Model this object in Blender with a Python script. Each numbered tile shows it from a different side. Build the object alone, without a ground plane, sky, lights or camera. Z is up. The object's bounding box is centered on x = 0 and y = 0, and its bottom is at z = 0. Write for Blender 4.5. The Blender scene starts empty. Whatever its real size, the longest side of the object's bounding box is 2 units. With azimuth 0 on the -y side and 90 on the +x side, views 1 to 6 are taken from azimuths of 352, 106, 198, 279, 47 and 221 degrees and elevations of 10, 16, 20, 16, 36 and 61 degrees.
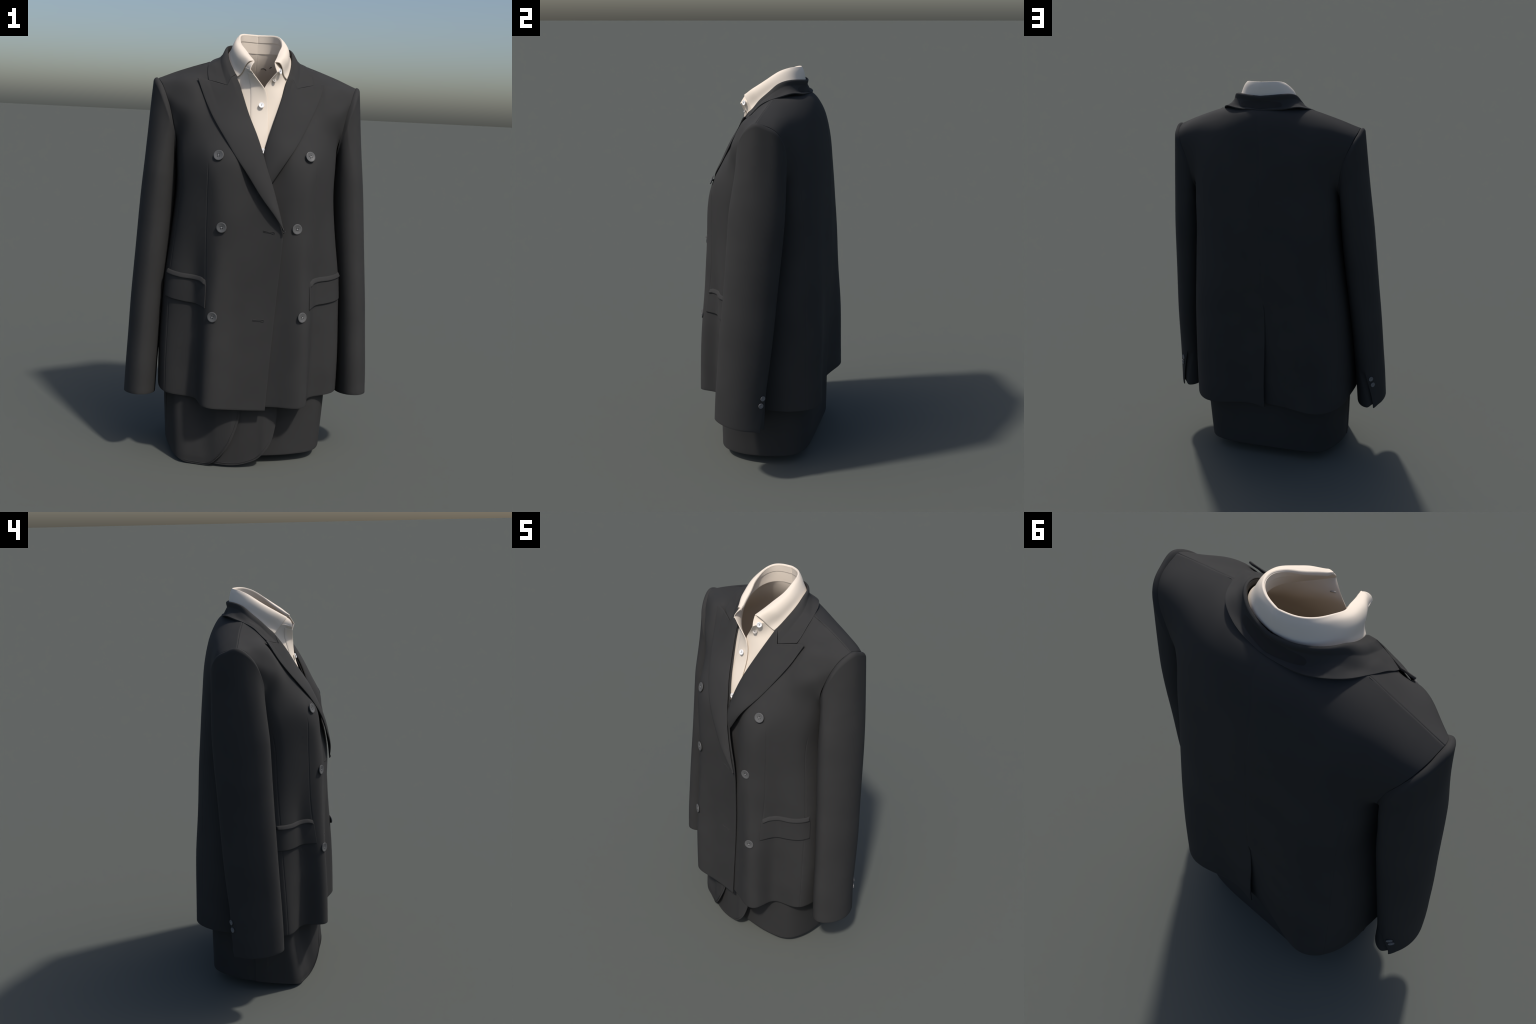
import bpy, bmesh, math
import numpy as np

# ------------------------------------------------------------------ helpers
A = np.array
def natspline(t, P, q):
    """natural cubic spline through P at parameters t, evaluated at q"""
    t = A(t, float); P = A(P, float); q = A(q, float)
    n = len(t); h = np.diff(t)
    shp = P.shape; Pf = P.reshape(n, -1)
    M = np.zeros((n, n)); R = np.zeros_like(Pf)
    M[0, 0] = M[-1, -1] = 1
    for i in range(1, n-1):
        M[i, i-1] = h[i-1]; M[i, i] = 2*(h[i-1]+h[i]); M[i, i+1] = h[i]
        R[i] = 6*((Pf[i+1]-Pf[i])/h[i]-(Pf[i]-Pf[i-1])/h[i-1])
    m = np.linalg.solve(M, R)
    k = np.clip(np.searchsorted(t, q)-1, 0, n-2)
    a = (t[k+1]-q)[:, None]; b = (q-t[k])[:, None]; hk = h[k][:, None]
    out = (m[k]*a**3+m[k+1]*b**3)/(6*hk)+(Pf[k]/hk-m[k]*hk/6)*a+(Pf[k+1]/hk-m[k+1]*hk/6)*b
    return out.reshape((len(q),)+shp[1:])

def chord(P):
    return np.concatenate([[0], np.cumsum(np.linalg.norm(np.diff(A(P, float), axis=0), axis=1))])

def curve(P, n):
    """n points evenly spaced along a smooth curve through P"""
    P = A(P, float); t = chord(P)
    d = natspline(t, P, np.linspace(0, t[-1], 400))
    c = chord(d); q = np.linspace(0, c[-1], n)
    return np.stack([np.interp(q, c, d[:, i]) for i in range(d.shape[1])], 1)

def polyline(P, n, keep=()):
    P = A(P, float); c = chord(P)
    q = np.linspace(0, c[-1], n)
    for k in keep:
        q[np.argmin(abs(q-c[k]))] = c[k]
    return np.stack([np.interp(q, c, P[:, i]) for i in range(3)], 1)

def mirror(P):
    P = A(P, float).copy(); P[..., 0] *= -1
    return P

def grid_normals(G):
    du = np.gradient(G, axis=1); dv = np.gradient(G, axis=0)
    n = np.cross(du, dv)
    return n/np.maximum(np.linalg.norm(n, axis=-1, keepdims=True), 1e-9)

def smooth01(x):
    x = np.clip(x, 0, 1)
    return x*x*(3-2*x)

def interp(z, tab):
    tab = A(tab, float); tab = tab[np.argsort(tab[:, 0])]
    return np.interp(z, tab[:, 0], tab[:, 1])

def sinterp(z, tab):
    tab = A(tab, float); tab = tab[np.argsort(tab[:, 0])]
    z = np.clip(A(z, float), tab[0, 0], tab[-1, 0])
    return natspline(tab[:, 0], tab[:, 1:2], z.ravel())[:, 0].reshape(z.shape)

# ------------------------------------------------------------------ materials
def mat_cloth(name, col, rough=0.85, scale=900., bump=.12, var=.06, sheen=.0, spec=.25):
    m = bpy.data.materials.new(name); m.use_nodes = True
    nt = m.node_tree; b = nt.nodes["Principled BSDF"]
    b.inputs["Roughness"].default_value = rough
    b.inputs["Specular IOR Level"].default_value = spec
    b.inputs["Sheen Weight"].default_value = sheen
    tc = nt.nodes.new("ShaderNodeTexCoord")
    n1 = nt.nodes.new("ShaderNodeTexNoise"); n1.inputs["Scale"].default_value = 6; n1.inputs["Detail"].default_value = 3
    n2 = nt.nodes.new("ShaderNodeTexNoise"); n2.inputs["Scale"].default_value = scale; n2.inputs["Detail"].default_value = 1
    nt.links.new(tc.outputs["Object"], n1.inputs["Vector"]); nt.links.new(tc.outputs["Object"], n2.inputs["Vector"])
    r = nt.nodes.new("ShaderNodeValToRGB")
    r.color_ramp.elements[0].position = .3; r.color_ramp.elements[1].position = .7
    r.color_ramp.elements[0].color = [c*(1-var) for c in col]+[1]
    r.color_ramp.elements[1].color = [c*(1+var) for c in col]+[1]
    nt.links.new(n1.outputs["Fac"], r.inputs["Fac"])
    nt.links.new(r.outputs["Color"], b.inputs["Base Color"])
    bp = nt.nodes.new("ShaderNodeBump"); bp.inputs["Strength"].default_value = bump; bp.inputs["Distance"].default_value = .001
    nt.links.new(n2.outputs["Fac"], bp.inputs["Height"]); nt.links.new(bp.outputs["Normal"], b.inputs["Normal"])
    return m

SUIT = mat_cloth("charcoal_wool", (.0385, .038, .038), spec=.12)
SKIRT_M = mat_cloth("skirt_wool", (.037, .0365, .0365), spec=.12)
DARK = mat_cloth("dark_lining", (.030, .028, .027), spec=.15)
SHIRT = mat_cloth("cream_cotton", (.78, .685, .58), rough=.8, bump=.06, var=.015, spec=.2)
BTN = mat_cloth("grey_horn", (.10, .10, .10), rough=.5, scale=60, bump=.02, var=.05, spec=.4)
WBTN = mat_cloth("white_pearl", (.93, .92, .92), rough=.3, scale=60, bump=.0, var=.02, spec=.5)
HOLE = mat_cloth("hole_shadow", (.02, .02, .02), bump=0)  # near-black colour paints the darkness of holes and slits onto raised pieces
THREAD = mat_cloth("thread", (.35, .35, .36), bump=0)

# ------------------------------------------------------------------ mesh makers
def new_obj(name, me, parent, mats):
    ob = bpy.data.objects.new(name, me)
    bpy.context.scene.collection.objects.link(ob)
    for m in mats: me.materials.append(m)
    if parent is not None: ob.parent = parent
    return ob

def grid_faces(nr, nc, off=0, flip=False):
    f = []
    for i in range(nr-1):
        for j in range(nc-1):
            a = off+i*nc+j
            q = (a, a+1, a+nc+1, a+nc)
            f.append(q[::-1] if flip else q)
    return f

def sheet(name, grids, parent, mat, thick=.005, bevel=.0012, out=None, weld=2e-5, offset=-1., sharp=50):
    """cloth sheet: one or several vertex grids welded, thickened inwards, with rounded edges.
    out(P) gives the outward direction used to orient each grid"""
    V = []; F = []; off = 0
    for k, G in enumerate(grids):
        nr, nc = G.shape[:2]
        o = out(G) if out else (G-A([0, .03, 0]))*A([1, 1, 0])
        flip = (grid_normals(G)*o).sum() < 0
        V.append(G.reshape(-1, 3)); F += grid_faces(nr, nc, off, flip); off += nr*nc
    me = bpy.data.meshes.new(name)
    me.from_pydata(np.concatenate(V).tolist(), [], F); me.update()
    bm = bmesh.new(); bm.from_mesh(me)
    bmesh.ops.remove_doubles(bm, verts=bm.verts, dist=weld)
    bmesh.ops.dissolve_degenerate(bm, dist=1e-6, edges=bm.edges)
    for f in bm.faces: f.smooth = True
    bm.to_mesh(me); bm.free()
    ob = new_obj(name, me, parent, [mat])
    if thick:
        s = ob.modifiers.new("thick", "SOLIDIFY"); s.thickness = thick; s.offset = offset
        if bevel:
            b = ob.modifiers.new("round", "BEVEL"); b.width = bevel; b.segments = 2
            b.limit_method = 'ANGLE'; b.angle_limit = math.radians(60); b.use_clamp_overlap = True
    bake(ob, sharp)
    return ob

def bake(ob, sharp=50):
    dg = bpy.context.evaluated_depsgraph_get()
    dg.update()
    me = bpy.data.meshes.new_from_object(ob.evaluated_get(dg))
    old = ob.data; ob.modifiers.clear(); ob.data = me
    me.name = ob.name
    bpy.data.meshes.remove(old)
    for p in me.polygons: p.use_smooth = True
    me.set_sharp_from_angle(angle=math.radians(sharp))

def coons(bottom, top, left, right):
    """rows go bottom->top (left/right have nr points), columns left->right"""
    nr, nc = len(left), len(bottom)
    s = np.linspace(0, 1, nc)[None, :, None]; t = np.linspace(0, 1, nr)[:, None, None]
    L = left[:, None]; R = right[:, None]; B = bottom[None]; T = top[None]
    return ((1-s)*L+s*R)+((1-t)*B+t*T)-((1-s)*(1-t)*B[:, :1]+s*(1-t)*B[:, -1:]+(1-s)*t*T[:, :1]+s*t*T[:, -1:])

def tube(name, pts, rad, parent, mat, seg=6, flat=1.):
    """thin cord along a curve (stitches, buttonholes)"""
    P = A(pts, float); n = len(P)
    tg = np.gradient(P, axis=0); tg /= np.linalg.norm(tg, axis=1, keepdims=True)
    up = np.tile(A([0., -1., .15]), (n, 1))
    sd = np.cross(tg, up); sd /= np.linalg.norm(sd, axis=1, keepdims=True)
    up = np.cross(sd, tg)
    ang = np.linspace(0, 2*np.pi, seg, endpoint=False)
    rr = rad*np.clip(np.minimum(np.arange(n), np.arange(n)[::-1])/2+.3, 0, 1)
    V = P[:, None]+(sd[:, None]*np.cos(ang)[None, :, None]+up[:, None]*np.sin(ang)[None, :, None]*flat)*rr[:, None, None]
    F = [(i*seg+j, i*seg+(j+1) % seg, (i+1)*seg+(j+1) % seg, (i+1)*seg+j) for i in range(n-1) for j in range(seg)]
    F += [tuple(range(seg))[::-1], tuple((n-1)*seg+j for j in range(seg))]
    me = bpy.data.meshes.new(name); me.from_pydata(V.reshape(-1, 3).tolist(), [], F); me.update()
    for p in me.polygons: p.use_smooth = True
    return new_obj(name, me, parent, [mat])

# ------------------------------------------------------------------ the outfit root
ROOT = bpy.data.objects.new("suit_outfit", None)
bpy.context.scene.collection.objects.link(ROOT)
ROOT["label"] = "double-breasted charcoal suit jacket over cream shirt and dark wrap skirt"
ROOT["category"] = "formal clothing outfit"
JACKET = None

# ------------------------------------------------------------------ jacket body (half tables, x>0)
# front columns: f1..f8 = centre front, lapel break, front fold, dart, hollow, hip, side front, side seam
LOWF = [  # z, then (x, y) for f1..f8
 (.31, (.05, -.318), (.12, -.327), (.200, -.338), (.243, -.308), (.264, -.228), (.327, -.193), (.402, -.158), (.430, -.03)),
 (.50, (.05, -.312), (.12, -.321), (.200, -.334), (.242, -.301), (.268, -.227), (.330, -.190), (.402, -.150), (.432, -.03)),
 (.72, (.05, -.303), (.12, -.309), (.198, -.321), (.239, -.286), (.273, -.217), (.330, -.182), (.397, -.135), (.425, -.02)),
 (.88, (.05, -.302), (.12, -.305), (.195, -.307), (.238, -.265), (.280, -.206), (.335, -.177), (.394, -.125), (.414, -.01)),
 (1.0, (.05, -.303), (.12, -.305), (.195, -.298), (.241, -.253), (.285, -.207), (.335, -.172), (.382, -.115), (.400, .00)),
 (1.15, (.05, -.299), (.12, -.304), (.195, -.288), (.243, -.248), (.288, -.207), (.330, -.165), (.366, -.105), (.383, .01)),
 (1.30, (.05, -.284), (.12, -.292), (.200, -.281), (.244, -.245), (.290, -.199), (.330, -.151), (.358, -.095), (.372, .02)),
]
HEMF = [.297, .303, .312, .318, .322, .325, .331, .335]
UPF = [  # f1..f8 (x, y, z)
 ((.05, -.252, 1.42), (.12, -.276, 1.42), (.200, -.261, 1.42), (.243, -.236, 1.42), (.290, -.188, 1.42), (.335, -.133, 1.42), (.365, -.072, 1.42), (.377, .05, 1.415)),
 ((.08, -.212, 1.53), (.13, -.214, 1.53), (.195, -.201, 1.535), (.240, -.178, 1.54), (.285, -.151, 1.54), (.330, -.115, 1.54), (.365, -.072, 1.54), (.388, -.046, 1.537)),
 ((.11, -.153, 1.635), (.155, -.150, 1.64), (.205, -.141, 1.64), (.245, -.128, 1.64), (.285, -.122, 1.64), (.330, -.109, 1.64), (.377, -.077, 1.64), (.413, -.038, 1.642)),
 ((.13, -.110, 1.71), (.17, -.100, 1.71), (.215, -.091, 1.71), (.257, -.0865, 1.71), (.302, -.0880, 1.71), (.346, -.0745, 1.705), (.389, -.050, 1.70), (.431, -.023, 1.695)),
 ((.145, -.056, 1.785), (.18, -.048, 1.785), (.22, -.041, 1.781), (.26, -.037, 1.777), (.30, -.0405, 1.774), (.350, -.0345, 1.768), (.40, -.014, 1.757), (.450, .007, 1.743)),
 ((.166, .005, 1.836), (.196, .010, 1.833), (.23, .013, 1.831), (.27, .015, 1.819), (.31, .017, 1.806), (.360, .021, 1.793), (.41, .025, 1.777), (.462, .030, 1.763)),
 ((.175, .070, 1.876), (.205, .069, 1.868), (.24, .068, 1.856), (.275, .066, 1.844), (.315, .064, 1.832), (.360, .061, 1.816), (.41, .057, 1.796), (.467, .052, 1.773)),
]
# roll line = front opening edge of each half, in that half's own mirrored x
ROLL_OVER = [(.121, -.061, 1.803), (.094, -.120, 1.721), (.060, -.182, 1.612), (.036, -.218, 1.551), (.005, -.256, 1.459),
             (-.020, -.285, 1.376), (-.034, -.297, 1.336), (-.060, -.312, 1.250), (-.083, -.320, 1.170), (-.098, -.321, 1.115)]
ROLL_UNDER = [(.121, -.060, 1.806), (.089, -.123, 1.714), (.054, -.180, 1.618), (.022, -.215, 1.532), (-.001, -.236, 1.457),
              (-.030, -.255, 1.360), (-.050, -.265, 1.280), (-.062, -.270, 1.220), (-.070, -.272, 1.170), (-.075, -.274, 1.115)]
def rollat(tab, z):
    t = A(tab)[::-1]
    p = natspline(t[:, 2], t[:, :2], A([float(z)]))[0]
    return [p[0], p[1]+.008, float(z)]
def edge_col(over):
    out = []
    for r in LOWF:
        z = r[0]
        if over:
            if z < 1.1:
                x = -(.051+(z-.295)/(1.115-.295)*.047)
                y = interp(z, [(.29, -.318), (.5, -.309), (.72, -.303), (.88, -.304), (1.0, -.309), (1.115, -.317)])
                out.append([x, y, .295 if z < .35 else z])
            else: out.append(rollat(ROLL_OVER, z))
        else:
            if z < 1.1: out.append([-.06, interp(z, [(.29, -.302), (.5, -.295), (.72, -.287), (1.0, -.283)]), .308 if z < .35 else z])
            else: out.append(rollat(ROLL_UNDER, z))
    tab = ROLL_OVER if over else ROLL_UNDER
    for z in (1.42, 1.53, 1.63, 1.71, 1.785): out.append(rollat(tab, z))
    out += [[.146, .0, 1.838], [.158, .070, 1.880]]
    return out

LOWB = [  # z, (x, y) for b1..b6; b0 = f8
 (.31, (.420, .10), (.407, .20), (.367, .283), (.280, .337), (.14, .308), (0, .297)),
 (.50, (.422, .10), (.405, .20), (.364, .280), (.278, .333), (.14, .312), (0, .305)),
 (.72, (.416, .10), (.398, .20), (.357, .275), (.270, .327), (.14, .316), (0, .312)),
 (.88, (.408, .10), (.390, .20), (.350, .270), (.262, .315), (.14, .316), (0, .316)),
 (1.0, (.396, .10), (.380, .20), (.343, .265), (.255, .308), (.14, .316), (0, .318)),
 (1.15, (.382, .10), (.370, .195), (.335, .257), (.250, .300), (.14, .312), (0, .317)),
 (1.30, (.373, .10), (.362, .19), (.330, .246), (.250, .287), (.14, .303), (0, .310)),
]
UPB = [
 ((.377, .05, 1.415), (.372, .10, 1.42), (.362, .18, 1.43), (.330, .236, 1.42), (.25, .276, 1.42), (.14, .297, 1.42), (0, .305, 1.42)),
 ((.379, .160, 1.495), (.370, .172, 1.51), (.355, .195, 1.52), (.325, .225, 1.53), (.25, .263, 1.53), (.14, .289, 1.53), (0, .300, 1.53)),
 ((.404, .179, 1.615), (.385, .187, 1.62), (.360, .197, 1.625), (.325, .215, 1.63), (.25, .249, 1.63), (.14, .280, 1.63), (0, .291, 1.63)),
 ((.434, .170, 1.690), (.405, .178, 1.70), (.370, .187, 1.71), (.325, .200, 1.72), (.25, .228, 1.725), (.14, .260, 1.73), (0, .272, 1.735)),
 ((.455, .140, 1.737), (.420, .148, 1.755), (.380, .155, 1.77), (.325, .166, 1.787), (.25, .189, 1.80), (.14, .227, 1.81), (0, .246, 1.815)),
 ((.464, .100, 1.759), (.425, .104, 1.778), (.385, .108, 1.796), (.325, .115, 1.818), (.25, .128, 1.841), (.14, .178, 1.860), (0, .217, 1.862)),
 ((.467, .052, 1.773), (.420, .056, 1.793), (.370, .060, 1.813), (.300, .065, 1.838), (.215, .069, 1.864), (.12, .130, 1.882), (0, .185, 1.882)),
]

def front_ctrl(over):
    e = edge_col(over); rows = []
    for i, r in enumerate(LOWF):
        pts = [list(p)+[HEMF[k] if i == 0 else r[0]] for k, p in enumerate(r[1:])]
        if not over:                       # the panel underneath sits a little deeper
            dy = [.013, .004, 0, 0, 0, 0, 0, 0] if r[0] < 1.1 else [.026, .010, 0, 0, 0, 0, 0, 0]
            for p, d in zip(pts, dy): p[1] += d
            if i == 0: pts[0][2] = .309; pts[1][2] = .3115
        g = list(LOWB[i][1])+[r[0]]
        rows.append([e[i]]+pts+[g])
    for i, r in enumerate(UPF):
        pts = [list(p) for p in r]
        if not over and i == 0: pts[0][1] += .014; pts[1][1] += .012; pts[2][1] += .003
        a, b = A(pts[-1]), A(pts[-2])
        g = list(a+(a-b)*.8) if i else [.372, .10, 1.42]
        rows.append([e[len(LOWF)+i]]+pts+[g])
    return A(rows)
def back_ctrl(vent_under):
    rows = []
    for i, r in enumerate(LOWB):
        z = r[0]
        hz = [.335]*5+[.333, .328]
        pts = [list(LOWF[i][8])+[hz[0] if i == 0 else z]]+[list(p)+[hz[k+1] if i == 0 else z] for k, p in enumerate(r[1:])]
        g = list(LOWF[i][7])+[z]
        rows.append([g]+pts)
    for i, r in enumerate(UPB):
        pts = [list(p) for p in r]
        a, b = A(pts[0]), A(pts[1])
        g = list(a+(a-b)*.8) if i else [.365, -.072, 1.42]
        rows.append([g]+pts)
    C = A(rows)
    gh = C[:, -2].copy(); gh[:, 0] *= -1
    return np.concatenate([C, gh[:, None]], 1)

def avg_param(C, axis):
    d = np.linalg.norm(np.diff(C, axis=axis), axis=2)
    m = d.mean(axis=1-axis)
    return np.concatenate([[0], np.cumsum(m)])

class Patch:
    """bicubic surface through a table of control points"""
    def __init__(s, C, c0, c1):
        s.C = C; s.tu = avg_param(C, 1); s.tv = avg_param(C, 0)
        s.c0, s.c1 = c0, c1
    def ev(s, u, v):
        R = natspline(s.tv, s.C, v)                     # rows -> (nv, ncol, 3)
        return natspline(s.tu, R.transpose(1, 0, 2), u).transpose(1, 0, 2)
    def samples(s, nu, nv, seams=()):
        u0, u1 = s.tu[s.c0], s.tu[s.c1]
        u = list(np.linspace(u0, u1, nu))
        for k in seams:
            for d in (-.0065, -.0045, -.003, -.0015, 0, .0015, .003, .0045, .0065):
                x = s.tu[k]+d
                if u0+.0002 < x < u1-.0002: u.append(x)
        u = np.unique(np.round(u, 5))
        keep = [u[0]]
        for x in u[1:]:
            if x-keep[-1] > .0012: keep.append(x)
        if keep[-1] < u1-1e-6:
            if u1-keep[-1] < .0012: keep[-1] = u1
            else: keep.append(u1)
        L = s.tv[-1]
        v = np.concatenate([np.linspace(0, L-.012, nv), L-A([.009, .0065, .0045, .003, .0015, 0])])
        return A(keep), v

def groove(G, u, cu, depth, mask):
    n = grid_normals(G)
    if (n*(G-A([0, 0, 0]))*A([1, 1, 0])).sum() < 0: n = -n
    w = np.exp(-((u-cu)/.0022)**2)[None, :, None]
    return G+n*w*depth*mask[..., None]

NV = 170
FRONT = {}; BACK = {}
bodyG = []; flips = []
for side in (-1, 1):
    over = side < 0
    P = Patch(front_ctrl(over), 0, 8); FRONT[side] = P
    u, v = P.samples(120, NV, (4, 7, 8))
    G = P.ev(u, v)
    z = G[..., 2]
    nrm_sign = 1.
    dart = smooth01((z-.88)/.02)*smooth01((1.405-z)/.02)
    G = groove(G, u, P.tu[4], -.0016*nrm_sign, dart)
    G = groove(G, u, P.tu[7], -.0012*nrm_sign, smooth01((1.36-z)/.05))
    G = groove(G, u, P.tu[8], -.0032, smooth01((z-1.43)/.04))
    # shoulder seam sinks a touch
    sv = np.exp(-((P.tv[-1]-v)/.003)**2)[:, None]
    G[..., 2] -= .0028*sv
    FRONT[side].G = G
    B = Patch(back_ctrl(False), 1, 7); BACK[side] = B
    ub, vb = B.samples(110, NV, (4,))
    Gb = B.ev(ub, vb)
    zb = Gb[..., 2]; xb = Gb[..., 0]
    Gb = groove(Gb, ub, B.tu[4], -.0012, smooth01((1.5-zb)/.1))
    # centre seam and vent
    cs = np.exp(-(xb/.0035)**2)
    Gb[..., 1] -= .0012*cs*smooth01((1.9-zb)/.05)
    k = smooth01((.925-zb)/.55)
    if side > 0:
        lip = np.exp(-(xb/.05)**2)
        Gb[..., 0] -= .006*smooth01((.925-zb)/.05)*np.exp(-(xb/.06)**2)
        Gb[..., 1] += .008*k*lip
        Gb[..., 2] -= .010*np.exp(-(xb/.04)**2)*smooth01((.5-zb)/.2)
    else:
        Gb[..., 1] -= (.003*smooth01((.925-zb)/.03)+.014*k)*np.exp(-(xb/.08)**2)
        Gb[..., 0] -= .03*smooth01((.925-zb)/.12)*np.exp(-(xb/.06)**2)
    # share border vertices exactly with the front panel
    Gb[:, 0] = G[:, -1]
    Gb = groove(Gb, ub, B.tu[1], -.0032, smooth01((zb-1.43)/.04))
    Gb[..., 2] -= .0028*np.exp(-((B.tv[-1]-vb)/.003)**2)[:, None]*(xb > .165)
    Gb[:, 0] = G[:, -1]
    Gb[-1, 0] = G[-1, -1]
    # shoulder seam: snap the back top row onto the front top row polyline
    ftop = G[-1]
    for j in range(Gb.shape[1]):
        if Gb[-1, j, 0] > .165 and j > 0:
            a, b = ftop[:-1], ftop[1:]
            f = np.clip(((Gb[-1, j]-a)*(b-a)).sum(1)/((b-a)**2).sum(1), 0, 1)[:, None]
            c = a+(b-a)*f
            Gb[-1, j] = c[np.linalg.norm(c-Gb[-1, j], axis=1).argmin()]
    if side < 0:
        G = mirror(G); Gb = mirror(Gb)
    Gb[..., 0] -= .022*np.exp(-(Gb[..., 0]/.07)**2)*smooth01((Gb[..., 2]-.33)/.5)*smooth01((1.83-Gb[..., 2])/.1)
    bodyG += [G, Gb]; flips += [side < 0, side < 0]

JACKET = sheet("jacket", bodyG, ROOT, SUIT, thick=.005, bevel=.0012, weld=2e-5, sharp=60)

def front_at(side, col, z):
    """point and outward normal of a front panel at control-column parameter u and height z"""
    P = FRONT[side]
    v = np.linspace(0, P.tv[-1], 300)
    L = P.ev(A([col-.002, col, col+.002]), v)
    i = np.argmin(abs(L[:, 1, 2]-z)); i = min(max(i, 1), 298)
    p = L[i, 1]; du = L[i, 2]-L[i, 0]; dv = L[i+1, 1]-L[i-1, 1]
    f = (z-L[i-1, 1, 2])/(L[i+1, 1, 2]-L[i-1, 1, 2]); p = L[i-1, 1]+(L[i+1, 1]-L[i-1, 1])*f
    n = np.cross(du, dv); n /= np.linalg.norm(n)
    return p, n

# ------------------------------------------------------------------ lapels
OUT_OVER = [(.2925, -.053, 1.778), (.256, -.1150, 1.678), (.2205, -.169, 1.600), (.174, -.226, 1.520), (.126, -.272, 1.441),
            (.064, -.305, 1.350), (.010, -.3215, 1.268), (-.041, -.331, 1.203), (-.0975, -.325, 1.122)]
OUT_UNDER = [(.2925, -.055, 1.778), (.260, -.110, 1.692), (.2255, -.154, 1.624), (.163, -.2255, 1.517), (.119, -.267, 1.456),
             (.077, -.279, 1.394), (.038, -.281, 1.333), (-.005, -.286, 1.27), (-.040, -.285, 1.21), (-.073, -.278, 1.125)]
GORGE = [(.121, -.061, 1.803), (.1445, -.076, 1.788), (.161, -.0920, 1.7525)]
def lapel(side, roll, out, nm):
    nr, nc = 110, 48
    inner = curve(roll[::-1], nr); outer = curve(out[::-1], nr)
    top = polyline([roll[0], GORGE[1], GORGE[2], (.242, -.0545, 1.770), (.280, -.050, 1.7800), out[0]], nc, keep=(2, 4))
    bot = np.linspace(inner[0], outer[0], nc)
    s = np.linspace(0, 1, nc)[None, :, None]; t = np.linspace(0, 1, nr)[:, None, None]
    ss = chord(top); ss = (ss/ss[-1])[None, :, None]
    sm = s+(ss-s)*0
    G = inner[:, None]*(1-sm)+outer[:, None]*sm
    dev = top[None]-(top[0]+(top[-1]-top[0])*s[0])[None]
    G = G+dev*np.clip((t-.72)/.28, 0, 1)**2
    n = grid_normals(G)
    if n[nr//2, nc//2, 1] > 0: n = -n
    n = n[nr//3:2*nr//3].mean(axis=(0, 1)); n /= np.linalg.norm(n)
    G = G+n*((.018 if side > 0 else .011)*np.sin(np.pi*s)**.7*np.sin(np.pi*np.clip(t, 0, .97))**.5)
    G = G+n*(.0045*smooth01((t-.86)/.13)*smooth01((s-.45)/.4))
    G[-1, :, 2] -= .0026
    if side < 0: G = mirror(G)
    return sheet(nm, [G], JACKET, SUIT, thick=.006, bevel=.0016, out=lambda P: A([0, -1., .3])+P*0)
lapel(-1, ROLL_OVER, OUT_OVER, "lapel")
lapel(1, ROLL_UNDER, OUT_UNDER, "lapel")

# ------------------------------------------------------------------ jacket collar
CROLL = [(.121, -.061, 1.803), (.127, -.044, 1.818), (.139, -.015, 1.848), (.147, .013, 1.874), (.151, .043, 1.900), (.150, .072, 1.924),
         (.138, .110, 1.940), (.108, .143, 1.944), (.060, .168, 1.942), (0, .179, 1.938)]
CFALL = [(.242, -.053, 1.7715), (.245, -.020, 1.804), (.243, .010, 1.832), (.236, .043, 1.850), (.224, .075, 1.8635), (.208, .110, 1.8745),
         (.178, .150, 1.884), (.133, .178, 1.882), (.070, .197, 1.878), (0, .2045, 1.876)]
def collar_half():
    nr, nc = 90, 40
    R = curve(CROLL, nr); F = curve(CFALL, nr)
    front = polyline(GORGE+[(.2, -.0755, 1.7625), (.242, -.053, 1.7715)], nc, keep=(2,))
    front[:, 2] += .0036
    s = np.linspace(0, 1, nc)[None, :, None]; t = np.linspace(0, 1, nr)[:, None, None]
    e = 1+2.2*smooth01((t-.25)/.7)
    h = np.sin(np.pi*.5*s)*0+s**e
    w = s+.10*np.sin(2*np.pi*s)*smooth01((t-.15)/.3)*-1
    G = np.concatenate([R[:, None, :2]+(F-R)[:, None, :2]*h, R[:, None, 2:]+(F-R)[:, None, 2:]*w], 2)
    dev = front[None]-(front[0]+(front[-1]-front[0])*s[0])[None]
    G = G+dev*np.clip(1-t/.35, 0, 1)**1.5
    # soft roundness across the top and a shallow drape hollow
    n = grid_normals(G); n = n*np.sign((n*A([0, 0, 1.])).sum(-1, keepdims=True)+1e-9)
    G = G+n*(.006*np.sin(np.pi*np.clip(s*2.2, 0, 1))*smooth01(t/.2))
    G[..., 2] -= .0035*np.exp(-((s[..., 0]-.8)/.15)**2)*np.sin(6*np.pi*t[..., 0])*smooth01(t[..., 0]/.2)*smooth01((1-t[..., 0])/.25)
    G[-1, :, 0] = 0
    G[-1, :, 1] -= .0014
    return G
cg = collar_half()
sheet("jacket_collar", [cg, mirror(cg)], JACKET, SUIT, thick=.0055, bevel=.0018, weld=1e-4, out=lambda P: (P-A([0, .03, 0]))*A([1, 1, 0])+A([0, 0, .1]))
R = curve(CROLL, 80)
ax = A([0, .03, 0.])
inn = (ax-R)*A([1, 1, 0]); inn /= np.linalg.norm(inn, axis=1, keepdims=True)
dp = (.12+.88*smooth01((np.linspace(0, 1, 80)-.2)/.3))[:, None]
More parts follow.
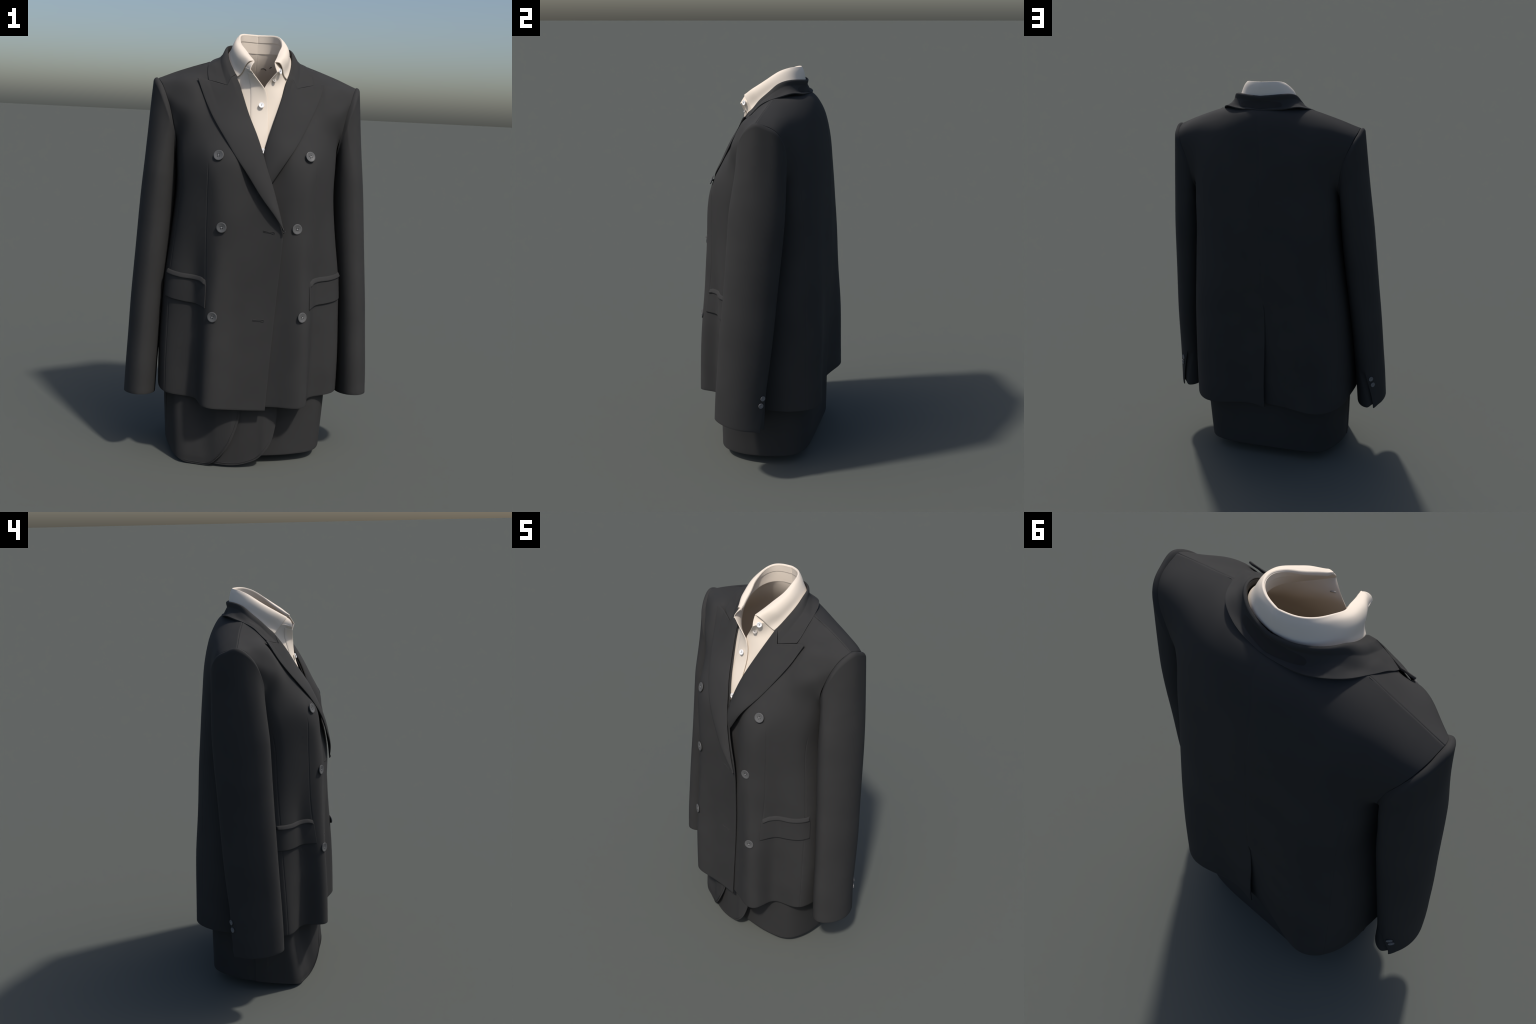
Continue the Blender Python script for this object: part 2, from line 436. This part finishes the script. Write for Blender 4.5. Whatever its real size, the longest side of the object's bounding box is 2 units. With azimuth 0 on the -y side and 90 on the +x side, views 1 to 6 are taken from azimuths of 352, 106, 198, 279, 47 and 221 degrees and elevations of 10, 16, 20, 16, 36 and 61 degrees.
rows = [R+A([0, 0, -.0055])-inn*.001, R+inn*.001+A([0, 0, -.010]), R-inn*.003*dp+A([0, 0, -.03])*dp, R-inn*.018*dp+A([0, 0, -.058])*dp]
SG = A(rows)[:, 22:]; SG[:, -1, 0] = 0
sheet("collar_stand", [SG, mirror(SG)], JACKET, DARK, thick=.003, bevel=0, weld=1e-4)

# ------------------------------------------------------------------ sleeves
ARM = [(0, .467, .052, 1.773), (28, .464, .100, 1.759), (52, .455, .140, 1.737), (74, .434, .170, 1.690), (95, .404, .179, 1.615),
       (125, .379, .160, 1.495), (155, .375, .110, 1.437), (185, .377, .050, 1.415), (218, .380, -.02, 1.460), (246, .388, -.046, 1.537),
       (270, .402, -.045, 1.600), (290, .414, -.037, 1.645), (310, .431, -.023, 1.695), (332, .450, .007, 1.743), (347, .461, .030, 1.763), (360, .467, .052, 1.773)]
XO = [(.2, .595), (.28, .5925), (.45, .5855), (.57, .579), (.74, .5705), (.95, .556), (1.19, .5395), (1.29, .5315), (1.5, .510), (1.62, .501), (1.70, .494), (1.75, .486), (1.80, .478)]
XI = [(.2, .448), (.28, .444), (.5, .433), (.7, .421), (.9, .403), (1.17, .380), (1.35, .372), (1.45, .376), (1.6, .393), (1.8, .44)]
YF = [(.2, -.153), (.28, -.151), (.45, -.145), (.58, -.136), (.78, -.122), (1.07, -.102), (1.23, -.093), (1.5, -.074), (1.6, -.062), (1.66, -.050), (1.71, -.030), (1.75, -.002), (1.8, .02)]
YB = [(.2, .100), (.28, .103), (.45, .109), (.57, .122), (.76, .142), (.9, .153), (1.07, .166), (1.2, .177), (1.4, .188), (1.55, .191), (1.63, .189), (1.69, .179), (1.735, .152), (1.77, .10), (1.8, .09)]
def tubept(phi, z):
    xo, xi, yf, yb = (sinterp(z, t) for t in (XO, XI, YF, YB))
    cx, a = (xo+xi)/2, (xo-xi)/2; cy, b = (yf+yb)/2, (yb-yf)/2
    c, s = np.cos(phi), np.sin(phi)
    p = 2/np.where(c > 0, 2.0, 2.2)
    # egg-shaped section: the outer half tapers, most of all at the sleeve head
    b = b*(1-.13*np.clip(c, 0, 1)**2)
    return np.stack([cx+a*np.sign(c)*abs(c)**p, cy+b*np.sign(s)*abs(s)**p, z], -1)
def sleeve(side):
    nz, nf = 150, 132
    at = A(ARM)
    def arm(phi):
        d = np.degrees(phi) % 360
        tt = np.concatenate([at[:-1, 0]-360, at[:-1, 0], at[:, 0]+360]); pp = np.concatenate([at[:-1, 1:], at[:-1, 1:], at[:, 1:]])
        return natspline(tt, pp, d)
    q = np.linspace(0, 1, nf)
    # grid runs from the cuff placket round the outside, front and inside back to the placket
    NT, NW, NR = 100, 40, 16          # rows in the tube, the wall of the cap, the rounded rim at the seam
    ZC = 1.33
    G = []
    def tube_row(znom, s):
        open_ = smooth01((.50-znom)/.06)
        p0 = math.radians(96-30*smooth01((.56-znom)/.30))
        phi = p0-q*2*np.pi-open_*math.radians(16)*q**6
        y0 = tubept(phi, np.full(nf, .28))[:, 1]
        zh = .312-.13*(y0+.15)
        z = zh+(ZC-zh)*s
        T = tubept(phi, z)
        if open_ > 0:                 # the under layer of the cuff placket steps inwards
            c = A([sinterp(z, XO)+sinterp(z, XI), sinterp(z, YF)+sinterp(z, YB)]).T/2
            k = open_*smooth01((q-.90)/.06)
            d = c-T[:, :2]; d /= np.linalg.norm(d, axis=1, keepdims=True)
            T[:, :2] += d*(.010*k)[:, None]
            T[:, 2] += .012*k*(znom < .33)
            k2 = open_*smooth01((.06-q)/.06)
            T[:, :2] -= d*(.003*k2)[:, None]
            T[:, 2] -= .006*k2*smooth01((.40-znom)/.12)
        return T, phi
    for s in np.linspace(0, 1, NT):
        G.append(tube_row(.27+s*(ZC-.27), s)[0])
    T0, phi = tube_row(ZC, 1.)
    Td = (T0-tube_row(ZC-.02, (ZC-.02-.29)/(ZC-.29))[0]); Td /= np.linalg.norm(Td, axis=1, keepdims=True)
    Ap = arm(phi); c, sn = np.cos(phi), np.sin(phi)
    o = (.5+.5*c)**.8
    off = np.stack([.0225*o, np.where(sn > 0, .0075, .0150)*sn*np.clip(1-np.clip(-c, 0, 1)*1.4, 0, 1), -.017*o-.004], 1)
    W = Ap+off
    down = A([.10, 0, -1.])*np.ones((nf, 1)); down[:, 0] *= o
    L = np.linalg.norm(W-T0, axis=1, keepdims=True)
    for s in np.linspace(0, 1, NW)[1:]:
        h0 = 2*s**3-3*s**2+1; h1 = s**3-2*s**2+s; h2 = -2*s**3+3*s**2; h3 = s**3-s**2
        G.append(T0*h0+Td*L*.8*h1+W*h2-down*L*.8*h3)
    for s in np.linspace(0, 1, NR)[1:]:
        a = (1-s)*np.pi/2
        r = Ap+off*np.stack([np.full(nf, np.sin(a)), np.full(nf, np.sin(a)), np.full(nf, 1-np.cos(a))], 1)
        r[:, 2] += .0035*np.sin(np.pi*s)*o           # roped sleeve head
        k = np.exp(-((1-s)/.10)**2)
        r[:, 0] -= .003*k*(.3+.7*o); r[:, 2] -= .0035*k*o
        G.append(r)
    G = A(G)
    if side < 0: G = mirror(G)
    return sheet("sleeve", [G], JACKET, SUIT, thick=.0045, bevel=.001, weld=3e-5, sharp=60, out=lambda P: (P-P.mean(axis=1, keepdims=True))*A([1, 1, 0]))
SLEEVES = {s: sleeve(s) for s in (-1, 1)}

# ------------------------------------------------------------------ pockets
def pocket(side):
    P = FRONT[side]
    ua, ub = P.tu[4]-.004, P.tu[7]+.022
    us = np.linspace(ua, ub, 60); f = np.linspace(0, 1, 60)
    ztop = interp(f, [(0, .872), (.12, .884), (.3, .886), (.6, .888), (1, .897)])
    zbot = interp(f, [(0, .762), (.2, .768), (.5, .770), (1, .782)])
    rows = []; wr = []
    cols = [(front_at(side, u, .88), front_at(side, u, .77)) for u in us]
    lift = .004
    for r in np.linspace(0, 1, 24):
        row = []
        for k, u in enumerate(us):
            z = ztop[k]-.006+(zbot[k]-ztop[k]+.006)*r
            (p0, n0), (p1, n1) = cols[k]
            g = (z-.88)/(.77-.88)
            p = p0+(p1-p0)*g; n = n0+(n1-n0)*g
            e = .6+.4*smooth01(min(k, len(us)-1-k)/14.)
            row.append(p+n*((lift+.003*r)*e+.0008))
        rows.append(row)
    G = A(rows)
    if side < 0: G = mirror(G)
    sheet("pocket_flap", [G], JACKET, SUIT, thick=.004, bevel=.0014)
    # welt: a rounded cloth piping along the top of the flap
    prof = [(-.002, .0125), (.001, .0110), (.0045, .005), (.0078, -.002), (.0088, -.0055), (.0080, -.0075), (.005, -.0080), (.002, -.0078)]
    W = []
    for o, dz in prof:
        row = []
        for k, u in enumerate(us):
            (p0, n0), (p1, n1) = cols[k]
            z = ztop[k]+dz
            g = (z-.88)/(.77-.88); p = p0+(p1-p0)*g
            e = smooth01(min(k, len(us)-1-k)/2.5+.0)
            row.append(p+n0*((o+.0015)*e-.002*(1-e)))
        W.append(row)
    W = A(W)
    if side < 0: W = mirror(W)
    sheet("pocket_welt", [W], JACKET, SUIT, thick=.003, bevel=.001)
for s in (-1, 1): pocket(s)

# ------------------------------------------------------------------ buttons
def button_mesh(name, r, h, mat, holes=4, hr=.095):
    prof = [(0, h*.80), (r*.68, h*.80), (r*.78, h*.96), (r*.92, h), (r*.98, h*.9), (r, h*.6), (r*.97, h*.2), (r*.85, 0), (0, 0)]
    seg = 40; V = [(0, 0, prof[0][1])]; F = []
    for k, (rr, z) in enumerate(prof[1:-1]):
        for j in range(seg):
            a = 2*math.pi*j/seg; V.append((rr*math.cos(a), rr*math.sin(a), z))
    V.append((0, 0, 0)); last = len(V)-1; nr = len(prof)-2
    for j in range(seg): F.append((0, 1+j, 1+(j+1) % seg))
    for k in range(nr-1):
        for j in range(seg):
            a = 1+k*seg+j; b = 1+k*seg+(j+1) % seg
            F.append((a, a+seg, b+seg, b))
    for j in range(seg): F.append((last, 1+(nr-1)*seg+(j+1) % seg, 1+(nr-1)*seg+j))
    mi = [0]*len(F)
    def disc(cx, cy, rr, z0, z1, m):
        o = len(V); n = 10
        for zz in (z0, z1):
            for j in range(n):
                a = 2*math.pi*j/n; V.append((cx+rr*math.cos(a), cy+rr*math.sin(a), zz))
        F.append(tuple(range(o+n, o+2*n))); mi.append(m)
        for j in range(n):
            F.append((o+j, o+(j+1) % n, o+n+(j+1) % n, o+n+j)); mi.append(m)
    d = r*.19
    pos = [(d, d), (-d, d), (-d, -d), (d, -d)] if holes == 4 else [(0, d*.9), (0, -d*.9)]
    for x, y in pos: disc(x, y, r*hr, h*.6, h*.80+.0002, 1)
    disc(0, 0, r*.10, h*.6, h*.80+.0016, 2)
    if holes == 2:
        for q in (-.6, -.2, .2, .6): disc(d*.12*q, d*q*1.2, r*.11, h*.6, h*.80+.0009, 1)
    me = bpy.data.meshes.new(name); me.from_pydata(V, [], F); me.update()
    for m in (mat, HOLE, THREAD if holes == 4 else HOLE): me.materials.append(m)
    for p, m in zip(me.polygons, mi): p.material_index = m; p.use_smooth = True
    me.set_sharp_from_angle(angle=math.radians(40))
    return me
from mathutils import Vector, Matrix
def place(me, name, parent, pos, normal, spin=0.):
    ob = bpy.data.objects.new(name, me); bpy.context.scene.collection.objects.link(ob)
    z = Vector(normal).normalized()
    x = Vector((0, 0, 1)).cross(z).normalized(); y = z.cross(x)
    M = Matrix((x, y, z)).transposed().to_4x4()
    ob.matrix_world = Matrix.Translation(Vector(pos)) @ M @ Matrix.Rotation(spin, 4, 'Z')
    ob.parent = parent
    return ob
def nearest(ob, p):
    ok, loc, n, i = ob.closest_point_on_mesh(Vector(p))
    return A(loc), A(n)
CB = button_mesh("coat_button", .0232, .0065, BTN)
rng = np.random.default_rng(7)
for p, n in (((-.202, -.261, 1.445), (-.37, -.88, .28)), ((.210, -.256, 1.454), (.33, -.88, .33)), ((-.181, -.305, 1.131), (-.36, -.93, .05)), ((.159, -.303, 1.133), (.2, -.98, .04)),
             ((-.208, -.323, .731), (-.45, -.89, .06)), ((.201, -.325, .736), (.42, -.9, .10))):
    loc, _ = nearest(JACKET, p)
    n = A(n)/np.linalg.norm(n)
    # the button face lies at p; its underside stands a thread shank off the cloth
    place(CB, "coat_button", JACKET, A(p)-n*.0065, n, rng.uniform(-.5, .5))
    tube("button_shank", np.linspace(A(p)-n*.022, A(p)-n*.005, 5), .006, JACKET, HOLE)  # shank coloured near black to paint the shade behind the button
CBTN = mat_cloth("cuff_horn", (.145, .145, .15), rough=.45, scale=60, bump=.02, var=.05, spec=.4)
SB = button_mesh("cuff_button", .0128, .0045, CBTN, hr=.07)
for s in (-1, 1):
    for p in ((.541, .087, .417), (.533, .093, .453)):
        q = A(p)*A([s, 1, 1]); d = (q-A([s*.515, -.02, q[2]])); d /= np.linalg.norm(d)
        ok, loc, n, i = SLEEVES[s].ray_cast(Vector(q+d*.1), Vector(-d))
        place(SB, "cuff_button", JACKET, A(loc)+A(n)*.001, n, rng.uniform(-.5, .5))

# buttonholes on the overlapping edge
def buttonhole(p0, p1):
    p0, p1 = A(p0), A(p1)
    out = []
    L = p1-p0
    up = A([0, 0, 1.])
    path = [(0, .0022), (.3, .0022), (.7, .0024), (.86, .0048), (.96, .0044), (1., .0), (.96, -.0044), (.86, -.0048), (.7, -.0024), (.3, -.0022), (0, -.0022)]
    pts = []
    for f, o in path:
        q = p0+L*f+up*o
        loc, n = nearest(JACKET, q+A([0, -.02, 0])); pts.append(loc+A([0, -.0006, 0]))
    tube("buttonhole", curve(pts, 50), .0013, JACKET, SUIT)
    pts = []
    for f in np.linspace(.05, .95, 12):
        loc, n = nearest(JACKET, p0+L*f+A([0, -.02, 0])); pts.append(loc)
    tube("buttonhole_slit", pts, .0011, JACKET, HOLE)
buttonhole((.002, -.31, 1.121), (.055, -.31, 1.113))
buttonhole((-.024, -.31, .716), (.029, -.31, .713))

# ------------------------------------------------------------------ shirt body
SROWS = [  # per row: front edge is added per side; then points round to centre back
 ((.088, -.088, 1.835), (.116, -.010, 1.866), (.114, .060, 1.897), (.093, .110, 1.910), (.056, .143, 1.913), (0, .156, 1.913)),
 ((.092, -.080, 1.797), (.138, .000, 1.838), (.138, .070, 1.874), (.108, .120, 1.886), (.060, .151, 1.888), (0, .162, 1.888)),
 ((.098, -.096, 1.735), (.180, -.005, 1.780), (.190, .080, 1.805), (.142, .143, 1.828), (.073, .175, 1.832), (0, .185, 1.832)),
 ((.105, -.128, 1.660), (.260, -.040, 1.680), (.290, .090, 1.700), (.205, .185, 1.725), (.098, .225, 1.735), (0, .235, 1.735)),
 ((.110, -.190, 1.520), (.300, -.090, 1.500), (.330, .080, 1.500), (.230, .220, 1.500), (.110, .262, 1.500), (0, .270, 1.500)),
 ((.110, -.228, 1.400), (.310, -.100, 1.300), (.335, .080, 1.300), (.235, .230, 1.300), (.110, .270, 1.300), (0, .280, 1.300)),
 ((.110, -.250, 1.150), (.315, -.100, 1.000), (.345, .080, 1.000), (.240, .240, 1.000), (.110, .275, 1.000), (0, .285, 1.000)),
]
SE_OVER = [(.066, -.149, 1.822), (.026, -.147, 1.776), (-.006, -.145, 1.737), (-.020, -.150, 1.668), (-.020, -.200, 1.525), (-.020, -.236, 1.40), (-.020, -.258, 1.15)]
SE_UNDER = [(.057, -.147, 1.818), (.030, -.138, 1.784), (.004, -.136, 1.746), (-.010, -.142, 1.668), (-.015, -.193, 1.525), (-.015, -.229, 1.40), (-.015, -.250, 1.15)]
shirtG = []; fl = []; SH = {}
for side in (-1, 1):
    E = SE_OVER if side < 0 else SE_UNDER
    C = []
    for e, r in zip(E, SROWS):
        mid = (A(e)+A(r[0]))/2+A([0, -.004, 0])
        C.append([e, mid]+list(r)+[(-r[-2][0], r[-2][1], r[-2][2])])
    C = A(C)[::-1]
    P = Patch(C, 0, 7)
    u = np.linspace(0, P.tu[7], 90); v = np.linspace(0, P.tv[-1], 110)
    G = P.ev(u, v); G[:, -1, 0] = 0
    SH[side] = (P, G)
    shirtG.append(mirror(G) if side < 0 else G); fl.append(side < 0)
SHIRTO = sheet("shirt", shirtG, ROOT, SHIRT, thick=.002, bevel=.0006, weld=1e-4)
# front placket band
P, G = SH[-1]
u = np.linspace(0, .068, 16); v = np.linspace(P.tv[-1]*.25, P.tv[-1]*.985, 90)
B = P.ev(u, v); n = grid_normals(B)
e = np.sin(np.pi*np.linspace(0, 1, 16))[None, :, None]**.4
B = B+n*(.0012+.0022*e)*np.sign(-n[..., 1:2].mean())
sheet("shirt_placket", [mirror(B)], SHIRTO, SHIRT, thick=.0022, bevel=.0006)

# ------------------------------------------------------------------ shirt collar
FOLD = [(.046, -.1225, 1.863), (.062, -.087, 1.885), (.084, -.029, 1.921), (.098, .004, 1.943), (.102, .035, 1.963), (.100, .067, 1.981), (.092, .096, 1.992),
        (.078, .119, 1.998), (.050, .140, 2.0), (0, .154, 2.0)]
LEAFB = [(.114, -.070, 1.793), (.132, -.030, 1.826), (.143, .010, 1.860), (.147, .048, 1.888), (.140, .090, 1.910), (.117, .130, 1.924), (.067, .160, 1.930), (0, .1715, 1.932)]
LEAFF = [(.046, -.1225, 1.863), (.066, -.123, 1.862), (.080, -.114, 1.850), (.090, -.098, 1.829), (.100, -.080, 1.806), (.114, -.070, 1.793)]
STANDB = [(.057, -.148, 1.818), (.088, -.088, 1.834), (.116, -.010, 1.865), (.114, .060, 1.896), (.093, .110, 1.909), (.056, .143, 1.912), (0, .156, 1.912)]
nr, nc = 90, 34
T = curve(FOLD, nr); Bm = curve(LEAFB, nr); Fr = curve(LEAFF, nc)
back = curve([(0, .154, 2.0), (0, .162, 1.985), (0, .168, 1.96), (0, .1715, 1.932)], nc)
L = coons(Fr, back, T, Bm)
s = np.linspace(0, 1, nc)[None, :, None]; t = np.linspace(0, 1, nr)[:, None, None]
out = L-A([0, .03, 0]); out[..., 2] = 0; out /= np.linalg.norm(out, axis=-1, keepdims=True)
L = L+out*(.010*np.sin(np.pi*s**.72)*smooth01(t/.2)*smooth01((.66-t)/.4))
L[-1, :, 1] -= .0012; L[-1, :, 0] = 0
o0 = out[:, 0]; k0 = smooth01(np.linspace(0, 1, nr)/.06)[:, None]
wrap = [T-o0*a*k0+A([0, 0, b]) for a, b in ((.0066, -.010), (.0066, -.006), (.0062, -.0028), (.0048, -.0006), (.0029, .0005), (.0012, .0005))]
for w_ in wrap: w_[-1, 0] = 0
L = np.concatenate([np.stack(wrap, 1), L], 1)
SC = sheet("shirt_collar", [L, mirror(L)], SHIRTO, SHIRT, thick=.0032, bevel=.0012, weld=1e-4)
def stand_half(front_edge, bstart):
    T2 = curve(FOLD, nr); B2 = curve([bstart]+STANDB[1:], nr)
    fe = curve(front_edge, 24)
    bk = curve([(0, .151, 1.996), (0, .154, 1.96), (0, .157, 1.913)], 24)
    Tin = T2.copy()
    d = (A([0, .03, 0])-Tin)*A([1, 1, 0]); d /= np.linalg.norm(d, axis=1, keepdims=True)
    k = smooth01(np.linspace(0, 1, nr)/.12)[:, None]
    Tin = Tin+d*.0034*k+A([0, 0, -.0045])
    fe[0] = Tin[0]; bk[0] = Tin[-1]
    S = coons(fe, bk, Tin, B2); S[-1, :, 0] = 0
    return S
s1 = stand_half([(.046, -.123, 1.861), (.051, -.140, 1.834), (.057, -.148, 1.818)], (.057, -.148, 1.818))
s2 = stand_half([(.046, -.122, 1.861), (.051, -.134, 1.854), (.064, -.148, 1.834), (.068, -.150, 1.817)], (.068, -.150, 1.817))
sheet("shirt_collar_stand", [s1, mirror(s2)], SHIRTO, SHIRT, thick=.0026, bevel=.0008, weld=1e-4)
# inside facing with its ridge seam
fa = []
for sgn, S in ((1, s1), (-1, s2)):
    Fc = S[:, :10].copy()
    d = (A([0, .03, 0])-Fc)*A([1, 1, 0]); d /= np.linalg.norm(d, axis=-1, keepdims=True)
    Fc = Fc+d*.0022; Fc[-1, :, 0] = 0; Fc[-1, :, 1] += .0012
    fa.append(Fc if sgn > 0 else mirror(Fc))
sheet("shirt_collar_facing", fa, SHIRTO, SHIRT, thick=.002, bevel=.0008, weld=1e-4)

WB = button_mesh("shirt_button", .0125, .005, WBTN, holes=2, hr=.09)
place(WB, "shirt_button", SHIRTO, A([-.010, -.161, 1.667])+A([0, .004, .001]), (0.02, -.92, .35), -.35)
place(WB, "shirt_button", SHIRTO, A([-.003, -.237, 1.467])+A([0, .011, .001]), (0.02, -.93, .3), 0)
place(WB, "shirt_button", SHIRTO, A([.069, -.120, 1.823])+A([.002, -.0015, 0]), (.80, -.58, .12), 0)
WB2 = button_mesh("shirt_button", .0105, .004, mat_cloth("pearl_darkened_for_shadow", (.42, .39, .36), rough=.4, scale=60, bump=.0, var=.02, spec=.4), holes=2, hr=.09)  # pearl greyed down: collar shadow on this button is in its base colour
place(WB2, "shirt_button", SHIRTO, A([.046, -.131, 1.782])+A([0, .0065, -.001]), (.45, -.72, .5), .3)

NECK1 = [(.023, .17, 1.844), (.031, .17, 1.846), (.039, .17, 1.846), (.050, .17, 1.837)]
NECK2 = [(.065, .17, 1.847), (.069, .17, 1.853), (.074, .17, 1.854)]
for pts in (NECK1, NECK2):
    q = []
    for p in pts:
        ok, loc, n, i = SHIRTO.ray_cast(Vector((p[0], -.05, p[2])), Vector((0, 1, 0)))
        q.append(A(loc)-A([0, .001, 0]) if ok else A(p))
    tube("neck_dark_mark", curve(q, 14), .0016, SHIRTO, HOLE)
# ------------------------------------------------------------------ skirt
SKB = [(-.12, -.232), (.0, -.228), (.07, -.224), (.17, -.217), (.234, -.204), (.290, -.186), (.330, -.154), (.356, -.102), (.370, -.03), (.371, .04), (.363, .117),
       (.343, .184), (.312, .228), (.250, .254), (.155, .265), (.05, .266), (-.06, .266), (-.165, .266), (-.25, .261), (-.288, .248), (-.322, .217), (-.352, .160),
       (-.376, .09), (-.384, .016), (-.364, -.08), (-.322, -.135), (-.27, -.165)]
zt = .43
def skirt_taper(P, f):
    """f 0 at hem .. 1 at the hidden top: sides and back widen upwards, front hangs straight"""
    Q = P.copy()
    k = sinterp(f, [(0, 0), (.33, .55), (.66, 1.), (1, .9)])
    Q[..., 0] *= 1+.034*k
    return Q
base = curve(SKB, 220)
hz = np.interp(np.linspace(0, 1, 220), [0, .15, .3, .45, .75, .9, 1], [.036, .038, .042, .055, .056, .050, .03])
rows = []
for f in np.linspace(0, 1, 40):
    Q = np.concatenate([base, hz[:, None]], 1)
    Q = skirt_taper(Q, np.full(220, f)); Q[:, 2] = hz+(zt-hz)*f
    rows.append(Q)
SKIRT = sheet("skirt", [A(rows)], ROOT, SKIRT_M, thick=.005, bevel=.0016)

FL1 = [(-.386, .016, .050), (-.376, -.060, .040), (-.362, -.120, .031), (-.338, -.182, .020), (-.304, -.208, .006), (-.266, -.220, .001), (-.228, -.234, .000), (-.205, -.243, .002),
       (-.183, -.255, .012), (-.159, -.269, .036), (-.132, -.281, .070), (-.112, -.286, .100), (-.097, -.287, .129), (-.082, -.283, .165), (-.070, -.279, .198), (-.060, -.275, .235), (-.052, -.272, .29)]
FL2 = [(-.27, -.212, .015), (-.22, -.228, .013), (-.177, -.246, .012), (-.143, -.257, .010), (-.099, -.266, .009), (-.056, -.271, .012), (-.010, -.276, .025), (.030, -.280, .043),
       (.057, -.285, .070), (.080, -.282, .099), (.099, -.276, .140), (.107, -.271, .168), (.113, -.266, .197), (.118, -.263, .24), (.120, -.261, .30)]
def flap(pts, n, side_taper):
    C = curve(pts, n)
    rows = []
    for f in np.linspace(0, 1, 44):
        f2 = f**1.3
        Q = C.copy()
        Q[:, 2] = C[:, 2]+(zt-C[:, 2])*f2
        ytop = np.interp(C[:, 0], [-.30, -.228, -.05, .12], [-.21, -.222, -.262, -.258])
        Q[:, 1] = np.where(C[:, 0] > -.30, C[:, 1]+(ytop-C[:, 1])*f2*smooth01((C[:, 0]+.30)/.08), C[:, 1])
        ff = sinterp((Q[:, 2]-.04)/(zt-.04), [(0, 0), (.33, .55), (.66, 1.), (1, .9)])
        Q[:, 0] = np.where(C[:, 0] < -.2, C[:, 0]*(1+.034*ff*smooth01((-C[:, 0]-.2)/.12)), C[:, 0])
        Q[:, 1] = np.where(C[:, 1] < -.05, Q[:, 1]*(1-.15*ff*smooth01((-C[:, 0]-.16)/.08)), Q[:, 1])
        rows.append(Q)
    return A(rows)
g2 = flap(FL2, 130, 0); g1 = flap(FL1, 150, 1)
sheet("skirt_flap", [g2], SKIRT, SKIRT_M, thick=.0045, bevel=.0015)
sheet("skirt_flap", [g1], SKIRT, SKIRT_M, thick=.0045, bevel=.0015)
for C, k0 in ((FL1, 24), (FL2, 8)):
    c = curve(C, 150)
    tg = np.gradient(c, axis=0); tg /= np.linalg.norm(tg, axis=1, keepdims=True)
    inw = np.cross(A([0, -1., 0]), tg); inw /= np.linalg.norm(inw, axis=1, keepdims=True)
    inw *= np.sign((inw*A([-.4, 0, 1.])).sum(1, keepdims=True))
    tube("hem_stitch", (c+inw*.010+A([0, -.0004, 0]))[k0:], .0013, SKIRT, SKIRT_M)
